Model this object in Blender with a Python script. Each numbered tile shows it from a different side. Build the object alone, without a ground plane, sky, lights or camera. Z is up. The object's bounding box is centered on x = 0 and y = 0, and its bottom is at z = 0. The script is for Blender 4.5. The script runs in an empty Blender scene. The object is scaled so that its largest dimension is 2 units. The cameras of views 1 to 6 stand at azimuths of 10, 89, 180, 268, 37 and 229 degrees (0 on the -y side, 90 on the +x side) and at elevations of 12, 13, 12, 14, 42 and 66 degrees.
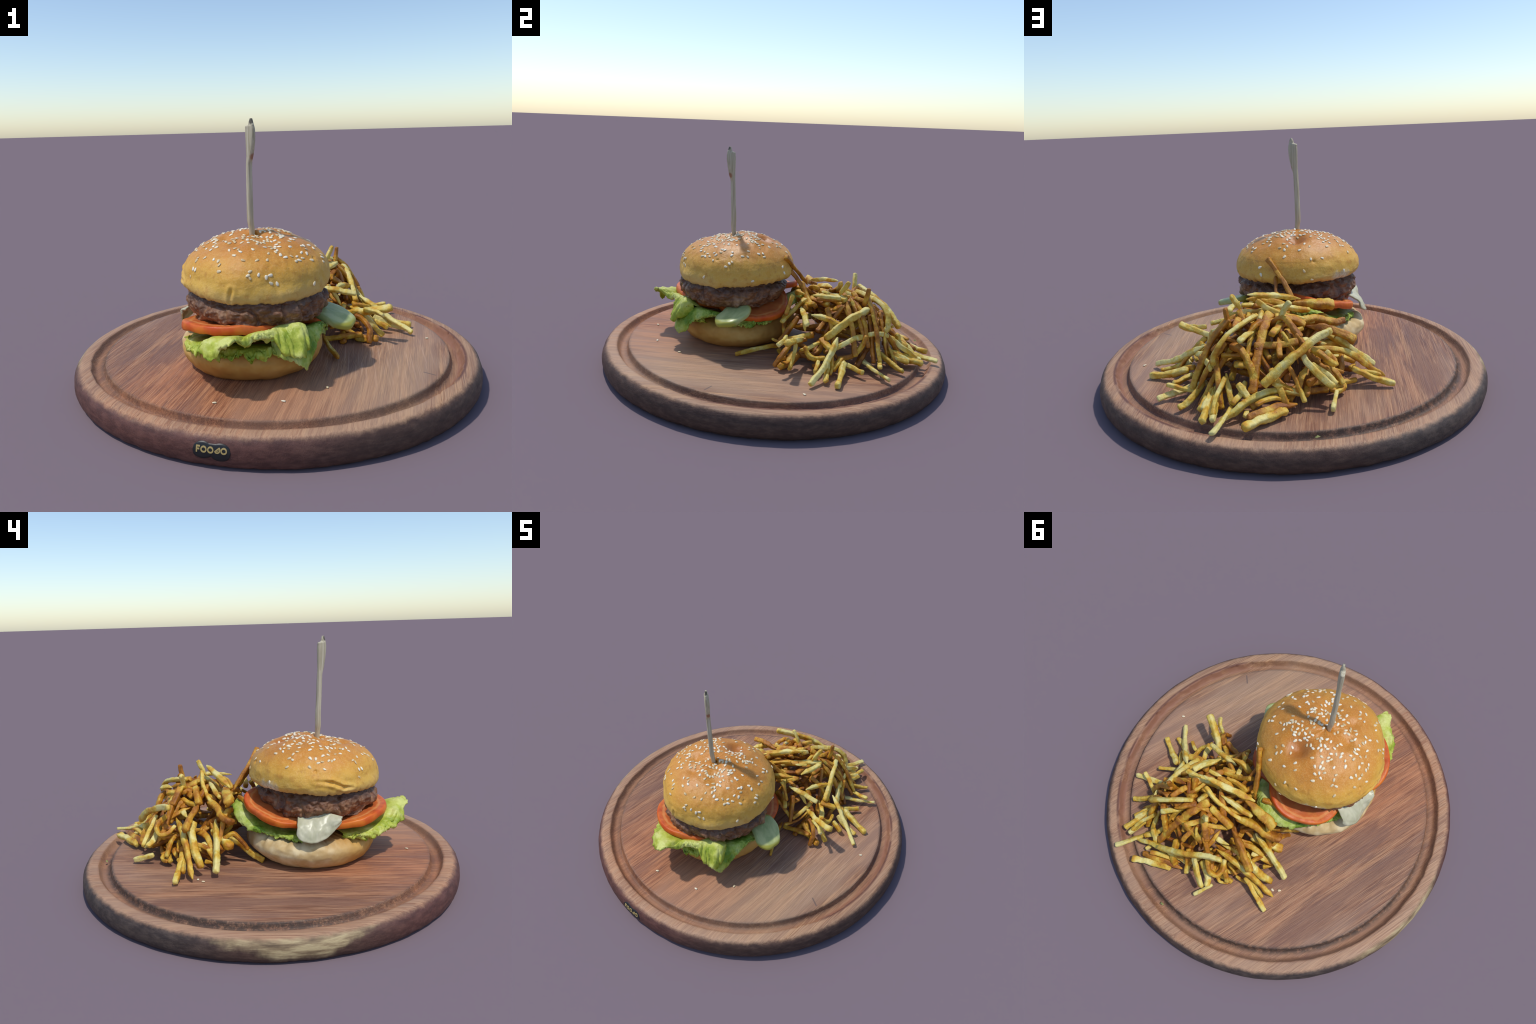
"""Hamburger with shoestring french fries on a round wooden serving board."""
import bpy, math, random
import numpy as np
from mathutils import Vector, Matrix

RNG = np.random.default_rng(7)
random.seed(7)
TAU = 2 * math.pi

# ------------------------------------------------------------------ noise
_perm = np.random.default_rng(3).permutation(256)
_perm = np.concatenate([_perm, _perm, _perm])
_grad = np.random.default_rng(4).normal(size=(256, 3))
_grad /= np.linalg.norm(_grad, axis=1)[:, None]


def perlin(p):
    """Gradient noise, about -0.7 to 0.7, for an (n, 3) array."""
    p = np.asarray(p, float)
    i = np.floor(p).astype(int)
    f = p - i
    i &= 255
    w = f * f * f * (f * (f * 6 - 15) + 10)
    total = 0
    for dx in (0, 1):
        for dy in (0, 1):
            for dz in (0, 1):
                h = _perm[_perm[_perm[(i[:, 0] + dx) & 255] + ((i[:, 1] + dy) & 255)] + ((i[:, 2] + dz) & 255)]
                d = f - np.array([dx, dy, dz])
                dot = (_grad[h] * d).sum(1)
                wx = w[:, 0] if dx else 1 - w[:, 0]
                wy = w[:, 1] if dy else 1 - w[:, 1]
                wz = w[:, 2] if dz else 1 - w[:, 2]
                total = total + dot * wx * wy * wz
    return total


def fbm(p, octaves=4, gain=0.5):
    p = np.asarray(p, float)
    out, amp = 0, 1.0
    for k in range(octaves):
        out = out + amp * perlin(p * 2 ** k + 17.3 * k)
        amp *= gain
    return out


def smooth(x, lo, hi):
    t = np.clip((np.asarray(x, float) - lo) / (hi - lo), 0, 1)
    return t * t * (3 - 2 * t)


def catmull(points, n):
    """n points on a smooth curve through the control points."""
    p = np.asarray(points, float)
    if len(p) == 2:
        t = np.linspace(0, 1, n)[:, None]
        return p[0] * (1 - t) + p[1] * t
    p = np.vstack([2 * p[0] - p[1], p, 2 * p[-1] - p[-2]])
    seg = len(p) - 3
    out = []
    for s in np.linspace(0, seg, n):
        k = min(int(s), seg - 1)
        t = s - k
        a, b, c, d = p[k:k + 4]
        out.append(0.5 * (2 * b + (c - a) * t + (2 * a - 5 * b + 4 * c - d) * t * t + (3 * b - a - 3 * c + d) * t ** 3))
    return np.array(out)


# ------------------------------------------------------------------ mesh helpers
def make_object(name, verts, faces, material=None, parent=None, is_smooth=True):
    mesh = bpy.data.meshes.new(name)
    mesh.from_pydata([tuple(v) for v in verts], [], [tuple(int(i) for i in f) for f in faces])
    mesh.validate()
    mesh.polygons.foreach_set("use_smooth", [is_smooth] * len(mesh.polygons))
    mesh.update()
    obj = bpy.data.objects.new(name, mesh)
    bpy.context.scene.collection.objects.link(obj)
    if material:
        mesh.materials.append(material)
    if parent:
        obj.parent = parent
    return obj


def make_empty(name, location=(0, 0, 0)):
    obj = bpy.data.objects.new(name, None)
    obj.location = location
    obj.empty_display_size = 0.05
    bpy.context.scene.collection.objects.link(obj)
    return obj


def grid_faces(rows, cols, wrap=True):
    faces = []
    last = cols if wrap else cols - 1
    for r in range(rows - 1):
        for c in range(last):
            d = (c + 1) % cols
            faces.append((r * cols + c, r * cols + d, (r + 1) * cols + d, (r + 1) * cols + c))
    return faces


def world_of(obj):
    if obj.parent:
        return world_of(obj.parent) @ obj.matrix_parent_inverse @ obj.matrix_basis
    return obj.matrix_basis.copy()


def adopt(child, parent):
    """Parent without moving the child."""
    child.parent = parent
    child.matrix_parent_inverse = world_of(parent).inverted()


def recentre(obj, centre):
    """Move the origin of a mesh object built in world space."""
    centre = Vector(centre)
    obj.data.transform(Matrix.Translation(-centre))
    obj.location = centre


# ------------------------------------------------------------------ material helpers
class Nodes:
    """Small wrapper that makes node graphs readable."""

    def __init__(self, name):
        self.mat = bpy.data.materials.new(name)
        self.mat.use_nodes = True
        self.tree = self.mat.node_tree
        self.bsdf = self.tree.nodes["Principled BSDF"]
        self.out = self.tree.nodes["Material Output"]
        self.coord = self.tree.nodes.new("ShaderNodeTexCoord").outputs["Object"]

    def add(self, kind, **settings):
        node = self.tree.nodes.new("ShaderNode" + kind)
        for key, value in settings.items():
            setattr(node, key, value)
        return node

    def plug(self, socket, value):
        if isinstance(value, bpy.types.NodeSocket):
            self.tree.links.new(value, socket)
        elif isinstance(value, (tuple, list)) and len(value) == 3 and socket.type == "RGBA":
            socket.default_value = (*value, 1)
        else:
            socket.default_value = value

    def mapped(self, scale=(1, 1, 1), rotation=(0, 0, 0), location=(0, 0, 0), source=None):
        node = self.add("Mapping")
        self.plug(node.inputs["Vector"], source or self.coord)
        self.plug(node.inputs["Scale"], scale)
        self.plug(node.inputs["Rotation"], rotation)
        self.plug(node.inputs["Location"], location)
        return node.outputs["Vector"]

    def noise(self, scale, detail=4, rough=0.5, vector=None, distortion=0.0):
        node = self.add("TexNoise")
        self.plug(node.inputs["Vector"], vector or self.coord)
        node.inputs["Scale"].default_value = scale
        node.inputs["Detail"].default_value = detail
        node.inputs["Roughness"].default_value = rough
        node.inputs["Distortion"].default_value = distortion
        return node.outputs["Fac"]

    def voronoi(self, scale, feature="F1", vector=None, output="Distance"):
        node = self.add("TexVoronoi", feature=feature)
        self.plug(node.inputs["Vector"], vector or self.coord)
        node.inputs["Scale"].default_value = scale
        return node.outputs[output]

    def ramp(self, fac, stops):
        node = self.add("ValToRGB")
        els = node.color_ramp.elements
        while len(els) < len(stops):
            els.new(0.5)
        for el, (pos, col) in zip(els, stops):
            el.position = pos
            el.color = (*col, 1) if isinstance(col, tuple) else (col, col, col, 1)
        self.plug(node.inputs["Fac"], fac)
        return node.outputs["Color"]

    def mix(self, fac, a, b, blend="MIX"):
        node = self.add("Mix", data_type="RGBA", blend_type=blend)
        self.plug(node.inputs[0], fac)
        self.plug(node.inputs[6], a)
        self.plug(node.inputs[7], b)
        return node.outputs[2]

    def math(self, op, a, b=0.0, c=0.0):
        node = self.add("Math", operation=op)
        self.plug(node.inputs[0], a)
        self.plug(node.inputs[1], b)
        self.plug(node.inputs[2], c)
        return node.outputs[0]

    def span(self, value, lo, hi, to_lo=0.0, to_hi=1.0):
        """Smooth step from lo to hi (either order)."""
        node = self.add("MapRange", interpolation_type="SMOOTHSTEP")
        if lo > hi:
            lo, hi, to_lo, to_hi = hi, lo, to_hi, to_lo
        self.plug(node.inputs["Value"], value)
        node.inputs["From Min"].default_value = lo
        node.inputs["From Max"].default_value = hi
        node.inputs["To Min"].default_value = to_lo
        node.inputs["To Max"].default_value = to_hi
        return node.outputs["Result"]

    def xyz(self, source=None):
        node = self.add("SeparateXYZ")
        self.plug(node.inputs[0], source or self.coord)
        return node.outputs

    def distance(self, point, source=None):
        node = self.add("VectorMath", operation="DISTANCE")
        self.plug(node.inputs[0], source or self.coord)
        node.inputs[1].default_value = point
        return node.outputs["Value"]

    def bump(self, height, strength=0.3, distance=0.01):
        node = self.add("Bump")
        node.inputs["Strength"].default_value = strength
        node.inputs["Distance"].default_value = distance
        self.plug(node.inputs["Height"], height)
        self.plug(self.bsdf.inputs["Normal"], node.outputs["Normal"])

    def finish(self, color, rough=0.5, specular=0.5, **other):
        self.plug(self.bsdf.inputs["Base Color"], color)
        self.plug(self.bsdf.inputs["Roughness"], rough)
        self.plug(self.bsdf.inputs["Specular IOR Level"], specular)
        for key, value in other.items():
            self.plug(self.bsdf.inputs[key.replace("_", " ")], value)
        return self.mat

    def translucent(self, color, amount):
        t = self.add("BsdfTranslucent")
        self.plug(t.inputs["Color"], color)
        m = self.add("MixShader")
        self.plug(m.inputs[0], amount)
        self.tree.links.new(self.bsdf.outputs[0], m.inputs[1])
        self.tree.links.new(t.outputs[0], m.inputs[2])
        self.tree.links.new(m.outputs[0], self.out.inputs["Surface"])

# ------------------------------------------------------------------ materials
def wood_material():
    n = Nodes("board_wood")
    x, y, z = n.xyz()
    radius = n.math("SQRT", n.math("ADD", n.math("MULTIPLY", x, x), n.math("MULTIPLY", y, y)))
    angle = n.math("ARCTAN2", y, x)
    # grain runs along y, slightly turned
    turned = n.mapped(rotation=(0, 0, 0.10))
    bend = n.mapped(scale=(1, 0.35, 1), source=turned)
    broad = n.noise(5.0, 5, 0.6, n.mapped(scale=(2.2, 0.30, 2.2), source=turned), 0.6)
    streak = n.noise(16, 6, 0.65, n.mapped(scale=(2.6, 0.085, 2.6), source=turned), 0.8)
    fine = n.noise(60, 5, 0.7, n.mapped(scale=(2.4, 0.045, 2.4), source=turned), 0.4)
    pores = n.noise(150, 3, 0.6, n.mapped(scale=(2.0, 0.05, 1.0), source=turned))
    base = n.ramp(streak, [(0.28, (0.125, 0.052, 0.036)), (0.42, (0.245, 0.108, 0.065)), (0.54, (0.355, 0.178, 0.103)), (0.72, (0.50, 0.285, 0.160))])
    col = n.mix(n.span(fine, 0.44, 0.66, 0, 0.65), base, (0.52, 0.315, 0.190))
    col = n.mix(n.math("MULTIPLY", n.span(pores, 0.50, 0.66), 0.6), col, (0.120, 0.050, 0.034))
    lines = n.noise(230, 2, 0.5, n.mapped(scale=(1.6, 0.022, 1.6), source=turned))
    col = n.mix(n.span(lines, 0.54, 0.60, 0, 0.50), col, (0.150, 0.068, 0.045))
    col = n.mix(n.span(lines, 0.46, 0.40, 0, 0.35), col, (0.58, 0.37, 0.24))
    # violet grey heartwood bands and warm bands
    col = n.mix(n.span(broad, 0.47, 0.60, 0, 0.62), col, (0.200, 0.104, 0.080))
    col = n.mix(n.span(broad, 0.48, 0.34, 0, 0.35), col, (0.52, 0.26, 0.140))
    patch = n.noise(2.4, 3, 0.5, bend)
    col = n.mix(n.span(patch, 0.50, 0.64, 0, 0.42), col, (0.46, 0.31, 0.225))
    # warm, oiled zone in front of the burger, dry pale zone on the right
    warm = n.span(n.distance((-0.18, -0.62, 0.12)), 0.70, 0.12, 0, 0.55)
    col = n.mix(warm, col, n.mix(1.0, col, (1.25, 0.90, 0.66), "MULTIPLY"))
    dry = n.span(n.distance((0.80, -0.45, 0.12)), 0.75, 0.15, 0, 0.85)
    col = n.mix(dry, col, n.mix(1.0, col, (1.10, 1.18, 1.12), "MULTIPLY"))
    # outer rim is drier and lighter than the cut area
    rim = n.math("MULTIPLY", n.span(radius, 0.905, 0.93), n.span(fine, 0.35, 0.6, 0.1, 0.55))
    col = n.mix(rim, col, (0.55, 0.36, 0.23))
    # knife scratches
    zone = n.span(n.distance((0.50, -0.12, 0.12)), 0.50, 0.15)
    lines = None
    for turn, shift in ((0.35, 1.0), (1.25, 4.0), (2.2, 7.0), (2.75, 11.0)):
        hair = n.noise(1.0, 1, 0.4, n.mapped(scale=(95, 2.2, 0), rotation=(0, 0, turn), location=(shift, shift, 0)))
        hair = n.span(hair, 0.645, 0.70)
        lines = hair if lines is None else n.math("MAXIMUM", lines, hair)
    col = n.mix(n.math("MULTIPLY", n.math("MULTIPLY", lines, zone), 0.32), col, (0.66, 0.45, 0.34))
    # short pencil-like scorch on the right
    mk = n.mapped(rotation=(0, 0, 0.55), location=(0, 0, 0))
    stroke = n.math("MULTIPLY", n.span(n.math("ABSOLUTE", n.math("ADD", n.math("MULTIPLY", x, 0.55), n.math("ADD", n.math("MULTIPLY", y, 0.83), -0.121))), 0.006, 0.002), n.span(n.distance((0.726, -0.335, 0.124)), 0.034, 0.026))
    col = n.mix(n.math("MULTIPLY", stroke, 0.7), col, (0.12, 0.09, 0.09))
    # groove: grime caked on the inner wall, mostly at the back left
    wall = n.math("MULTIPLY", n.span(radius, 0.832, 0.852), n.span(radius, 0.884, 0.866))
    side = n.math("ADD", n.span(n.math("COSINE", n.math("SUBTRACT", angle, 2.45)), 0.1, 0.85, 0.45, 1.0), 0.0)
    crumbs = n.span(n.noise(38, 6, 0.8), 0.28, 0.56)
    col = n.mix(n.math("MULTIPLY", n.math("MULTIPLY", wall, side), n.math("MULTIPLY", crumbs, 0.92)), col, (0.055, 0.042, 0.036))
    floor = n.math("MULTIPLY", n.span(radius, 0.855, 0.875), n.span(radius, 0.925, 0.905))
    col = n.mix(n.math("MULTIPLY", floor, n.span(n.noise(9, 3), 0.3, 0.6, 0.1, 0.45)), col, (0.36, 0.19, 0.105))
    # smooth red-brown scan patch on the outer wall of the groove, right side
    strip = n.math("MULTIPLY", n.span(radius, 0.884, 0.892), n.span(radius, 0.934, 0.922))
    arc = n.span(n.math("COSINE", n.math("SUBTRACT", angle, 0.35)), 0.62, 0.74)
    col = n.mix(n.math("MULTIPLY", n.math("MULTIPLY", strip, arc), n.span(n.noise(7, 3), 0.35, 0.5, 0.25, 0.9)), col, n.mix(n.span(radius, 0.912, 0.920), (0.30, 0.145, 0.095), (0.13, 0.050, 0.036)))
    # edge: end grain darkened with baked-in shade, plus red and sapwood stretches
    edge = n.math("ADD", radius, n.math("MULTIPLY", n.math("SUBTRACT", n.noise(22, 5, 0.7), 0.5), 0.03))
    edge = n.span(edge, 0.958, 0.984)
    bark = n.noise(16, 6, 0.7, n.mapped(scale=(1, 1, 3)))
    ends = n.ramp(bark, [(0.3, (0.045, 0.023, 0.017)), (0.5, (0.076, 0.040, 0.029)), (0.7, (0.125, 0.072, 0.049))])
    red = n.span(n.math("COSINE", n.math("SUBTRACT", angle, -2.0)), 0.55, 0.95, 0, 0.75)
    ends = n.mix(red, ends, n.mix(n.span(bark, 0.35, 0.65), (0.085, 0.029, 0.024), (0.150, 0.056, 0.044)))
    black = n.span(n.math("COSINE", n.math("SUBTRACT", angle, 2.35)), 0.80, 0.97, 0, 0.6)  # darkest stretch at the back left: shade painted into the colour
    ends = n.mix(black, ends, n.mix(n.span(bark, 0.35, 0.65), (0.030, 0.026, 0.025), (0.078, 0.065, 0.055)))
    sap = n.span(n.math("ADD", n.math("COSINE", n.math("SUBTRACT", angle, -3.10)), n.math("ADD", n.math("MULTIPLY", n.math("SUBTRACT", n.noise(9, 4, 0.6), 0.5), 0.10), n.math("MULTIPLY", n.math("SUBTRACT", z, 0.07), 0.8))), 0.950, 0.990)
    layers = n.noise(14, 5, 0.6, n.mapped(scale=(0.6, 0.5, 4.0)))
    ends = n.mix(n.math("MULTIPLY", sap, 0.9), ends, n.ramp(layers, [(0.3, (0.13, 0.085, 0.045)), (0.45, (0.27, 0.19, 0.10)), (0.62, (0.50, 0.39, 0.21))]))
    col = n.mix(1.0, col, (0.97, 0.91, 0.83), "MULTIPLY")
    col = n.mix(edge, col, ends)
    n.bump(n.math("ADD", fine, n.math("MULTIPLY", pores, 0.6)), 0.35, 0.005)
    return n.finish(col, n.span(streak, 0.3, 0.7, 0.50, 0.66), 0.35)


def crust_material():
    n = Nodes("bun_crust")
    x, y, z = n.xyz()
    mottle = n.noise(9, 5, 0.6)
    fine = n.noise(150, 4, 0.7)
    h = n.math("ADD", z, n.math("MULTIPLY", n.math("SUBTRACT", mottle, 0.5), 0.16))
    col = n.ramp(n.span(h, 0.47, 0.76), [(0.0, (0.64, 0.42, 0.130)), (0.15, (0.68, 0.400, 0.062)), (0.45, (0.66, 0.330, 0.036)), (0.75, (0.60, 0.245, 0.026)), (1.0, (0.55, 0.195, 0.018))])
    col = n.mix(n.span(fine, 0.45, 0.70, 0, 0.40), col, (0.76, 0.50, 0.17))
    col = n.mix(n.span(n.noise(26, 4, 0.6), 0.52, 0.70, 0, 0.45), col, (0.45, 0.175, 0.022))
    # hollow on top: shade painted in as darker brown so the dent reads
    col = n.mix(n.span(n.distance((-0.046, -0.078, 0.715)), 0.095, 0.02, 0, 0.75), col, (0.38, 0.115, 0.016))
    # torn pale crumb at the back left edge
    torn = n.math("ADD", n.distance((-0.285, 0.02, 0.487)), n.math("MULTIPLY", n.math("SUBTRACT", n.noise(30, 4, 0.7), 0.5), 0.10))
    col = n.mix(n.span(torn, 0.085, 0.055), col, n.ramp(n.noise(60, 4, 0.7), [(0.35, (0.50, 0.37, 0.20)), (0.6, (0.80, 0.71, 0.50))]))
    n.bump(n.math("ADD", fine, n.math("MULTIPLY", n.noise(45, 3), 1.5)), 0.30, 0.005)
    return n.finish(col, n.span(n.math("ADD", z, n.math("MULTIPLY", mottle, 0.1)), 0.64, 0.78, 0.58, 0.34), 0.5)


def heel_material():
    n = Nodes("bun_heel_crust")
    x, y, z = n.xyz()
    big = n.noise(7, 4, 0.6)
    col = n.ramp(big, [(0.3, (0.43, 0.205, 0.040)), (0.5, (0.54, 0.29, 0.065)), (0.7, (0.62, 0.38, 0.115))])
    pale = n.span(n.math("ADD", n.math("MULTIPLY", x, -0.8), n.math("MULTIPLY", y, 0.6)), 0.0, 0.25, 0, 0.8)
    col = n.mix(pale, col, n.mix(n.span(n.noise(18, 4), 0.35, 0.65), (0.58, 0.42, 0.20), (0.76, 0.63, 0.38)))
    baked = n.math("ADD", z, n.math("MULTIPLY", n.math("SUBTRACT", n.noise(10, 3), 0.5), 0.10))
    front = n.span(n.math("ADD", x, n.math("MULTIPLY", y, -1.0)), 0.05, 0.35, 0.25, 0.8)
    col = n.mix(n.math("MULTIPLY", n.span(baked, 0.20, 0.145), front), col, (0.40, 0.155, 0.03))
    n.bump(n.noise(90, 4, 0.7), 0.15, 0.004)
    return n.finish(col, 0.62, 0.35)


def seed_material():
    n = Nodes("sesame_seed_husk")
    info = n.add("ObjectInfo")
    col = n.ramp(info.outputs["Random"], [(0.0, (0.62, 0.45, 0.22)), (0.45, (0.80, 0.68, 0.45)), (1.0, (0.88, 0.80, 0.62))])
    return n.finish(col, 0.38, 0.5)


def patty_material():
    n = Nodes("grilled_beef")
    lumps = n.noise(13, 6, 0.65, None, 0.5)
    fine = n.noise(70, 5, 0.7)
    cells = n.voronoi(34, "F1")
    col = n.ramp(lumps, [(0.28, (0.070, 0.023, 0.009)), (0.43, (0.175, 0.068, 0.028)), (0.56, (0.30, 0.142, 0.064)), (0.72, (0.45, 0.26, 0.135))])
    col = n.mix(n.span(fine, 0.52, 0.70, 0, 0.6), col, (0.42, 0.26, 0.15))
    col = n.mix(n.span(cells, 0.35, 0.8, 0, 0.5), col, (0.075, 0.032, 0.020))
    x, y, z = n.xyz()
    top_band = n.math("ADD", z, n.math("MULTIPLY", n.math("SUBTRACT", lumps, 0.5), 0.12))
    col = n.mix(n.span(top_band, 0.445, 0.475, 0, 0.6), col, (0.035, 0.018, 0.014))  # meat coloured darker towards the top edge
    n.bump(n.math("ADD", n.math("MULTIPLY", cells, -0.7), fine), 0.5, 0.010)
    return n.finish(col, n.span(fine, 0.35, 0.65, 0.25, 0.50), 0.45)


def tomato_material():
    n = Nodes("tomato_flesh")
    x, y, z = n.xyz()
    r = n.math("SQRT", n.math("ADD", n.math("MULTIPLY", x, x), n.math("MULTIPLY", y, y)))
    reach = n.add("Attribute", attribute_type="OBJECT", attribute_name='["reach"]').outputs["Fac"]
    r = n.math("MULTIPLY", n.math("DIVIDE", r, reach), 0.21)
    wob = n.math("ADD", r, n.math("MULTIPLY", n.math("SUBTRACT", n.noise(14, 3), 0.5), 0.03))
    skin = n.span(r, 0.200, 0.206)
    flesh = n.ramp(n.noise(22, 5, 0.65), [(0.3, (0.50, 0.085, 0.022)), (0.55, (0.66, 0.16, 0.035)), (0.75, (0.74, 0.29, 0.07))])
    gel = n.span(wob, 0.175, 0.155)
    flesh = n.mix(n.math("MULTIPLY", gel, 0.55), flesh, (0.42, 0.11, 0.03))
    flesh = n.mix(n.math("MULTIPLY", n.span(n.math("ABSOLUTE", n.math("SUBTRACT", wob, 0.178)), 0.010, 0.003), 0.4), flesh, (0.80, 0.42, 0.14))
    col = n.mix(skin, flesh, n.mix(n.span(n.noise(10, 3), 0.35, 0.65), (0.56, 0.075, 0.010), (0.70, 0.185, 0.018)))
    n.bump(n.noise(40, 4, 0.6), 0.25, 0.006)
    return n.finish(col, 0.42, 0.3, Subsurface_Weight=0.10, Subsurface_Radius=(0.03, 0.008, 0.004), Subsurface_Scale=0.6)


def lettuce_material(name, pale, mid, deep):
    n = Nodes(name)
    big = n.noise(9, 4, 0.6)
    veins = n.voronoi(26, "DISTANCE_TO_EDGE", n.mapped(scale=(1, 1, 0.6)))
    col = n.ramp(big, [(0.36, deep), (0.50, mid), (0.63, pale)])
    col = n.mix(n.span(veins, 0.04, 0.005, 0, 0.12), col, pale)
    col = n.mix(n.span(n.noise(60, 4, 0.6), 0.5, 0.8, 0, 0.35), col, deep)
    n.bump(n.math("ADD", n.noise(35, 4, 0.6), n.math("MULTIPLY", veins, -0.4)), 0.4, 0.010)
    n.finish(col, 0.42, 0.4)
    n.translucent(col, 0.22)
    return n.mat


def pickle_material(name, flesh, mid, skin, inner, outer):
    n = Nodes(name)
    x, y, z = n.xyz()
    r = n.math("SQRT", n.math("ADD", n.math("MULTIPLY", x, x), n.math("MULTIPLY", y, y)))
    fibres = n.noise(10, 4, 0.6, n.mapped(scale=(0.8, 2.2, 1)), 0.6)
    body = n.mix(n.span(fibres, 0.35, 0.65), flesh, mid)
    col = n.mix(n.span(r, inner, outer), body, skin)
    n.bump(n.noise(30, 3), 0.2, 0.004)
    return n.finish(col, 0.34, 0.4, Subsurface_Weight=0.2, Subsurface_Radius=(0.01, 0.012, 0.006), Subsurface_Scale=0.5)


def fry_material():
    n = Nodes("fried_potato")
    tone = n.add("Attribute", attribute_type="OBJECT", attribute_name='["tone"]').outputs["Fac"]
    rnd = n.add("ObjectInfo").outputs["Random"]
    shift = n.add("CombineXYZ")
    n.plug(shift.inputs[0], n.math("MULTIPLY", rnd, 37.0))
    n.plug(shift.inputs[1], n.math("MULTIPLY", rnd, 11.0))
    moved = n.add("VectorMath", operation="ADD")
    n.plug(moved.inputs[0], n.coord)
    n.plug(moved.inputs[1], shift.outputs[0])
    v = moved.outputs[0]
    blotch = n.noise(13, 3, 0.5, v)
    grain = n.noise(70, 5, 0.7, v)
    amount = n.math("ADD", n.math("ADD", n.math("MULTIPLY", tone, 0.60), 0.05), n.math("SUBTRACT", n.math("ADD", n.math("MULTIPLY", blotch, 1.7), n.math("MULTIPLY", grain, 0.55)), 1.02))
    col = n.ramp(amount, [(0.08, (0.80, 0.68, 0.25)), (0.26, (0.74, 0.53, 0.095)), (0.44, (0.65, 0.36, 0.030)), (0.64, (0.50, 0.195, 0.014)), (0.95, (0.26, 0.078, 0.008))])
    olive = n.span(n.noise(11, 3, 0.5, n.mapped(location=(5, 2, 9), source=v)), 0.5, 0.68, 0, 0.35)
    col = n.mix(olive, col, n.mix(1.0, col, (0.72, 0.80, 0.62), "MULTIPLY"))
    specks = n.math("MULTIPLY", n.span(n.voronoi(62, "F1", v), 0.16, 0.06), n.span(n.noise(24, 2, 0.5, v), 0.5, 0.62))
    col = n.mix(n.math("MULTIPLY", specks, 0.75), col, (0.10, 0.055, 0.018))
    n.bump(n.math("ADD", n.math("MULTIPLY", blotch, 2.0), grain), 0.6, 0.008)
    return n.finish(col, 0.42, 0.45)


def skewer_material():
    n = Nodes("bamboo")
    x, y, z = n.xyz()
    fibres = n.noise(40, 4, 0.6, n.mapped(scale=(4, 4, 0.12)))
    col = n.ramp(fibres, [(0.3, (0.36, 0.31, 0.20)), (0.55, (0.53, 0.47, 0.33)), (0.75, (0.62, 0.57, 0.43))])
    low = n.span(n.math("ADD", z, n.math("MULTIPLY", n.noise(20, 2), 0.05)), 0.87, 0.76, 0, 0.4)
    col = n.mix(low, col, (0.52, 0.40, 0.24))
    col = n.mix(n.span(n.distance((-0.040, -0.291, 1.072)), 0.022, 0.010, 0, 0.8), col, (0.30, 0.11, 0.055))
    col = n.mix(n.span(n.distance((-0.046, -0.300, 1.225)), 0.016, 0.009, 0, 0.85), col, (0.05, 0.045, 0.035))
    n.bump(fibres, 0.2, 0.003)
    return n.finish(col, 0.6, 0.3)


def plain_material(name, color, rough=0.5, metallic=0.0):
    n = Nodes(name)
    col = n.mix(n.span(n.noise(40, 3), 0.3, 0.7, 0, 0.25), color, tuple(c * 0.8 for c in color))
    n.bsdf.inputs["Metallic"].default_value = metallic
    return n.finish(col, rough, 0.4)


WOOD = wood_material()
CRUST = crust_material()
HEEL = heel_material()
SEED = seed_material()
BEEF = patty_material()
TOMATO = tomato_material()
LETTUCE = lettuce_material("lettuce_bright", (0.76, 0.78, 0.24), (0.58, 0.64, 0.085), (0.30, 0.41, 0.026))
LETTUCE_DEEP = lettuce_material("lettuce_deep", (0.68, 0.74, 0.26), (0.47, 0.58, 0.090), (0.19, 0.33, 0.022))
PICKLE = pickle_material("pickle_green", (0.36, 0.42, 0.16), (0.54, 0.56, 0.24), (0.36, 0.34, 0.05), 0.088, 0.105)
ONION = pickle_material("pickle_translucent", (0.46, 0.44, 0.28), (0.58, 0.55, 0.38), (0.30, 0.29, 0.10), 0.5, 0.6)
POTATO = fry_material()
BAMBOO = skewer_material()
TAG_BLACK = plain_material("tag_enamel", (0.012, 0.013, 0.014), 0.4)
GOLD = plain_material("lettering_gold", (0.42, 0.31, 0.115), 0.45)
CRUMB = plain_material("herb_crumb", (0.35, 0.36, 0.12), 0.6)

# ------------------------------------------------------------------ serving board
BOARD_TOP = 0.1142


def board_z(x, y):
    """The board is a little thicker at the front right."""
    return BOARD_TOP + 0.0085 * x - 0.0105 * y




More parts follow.
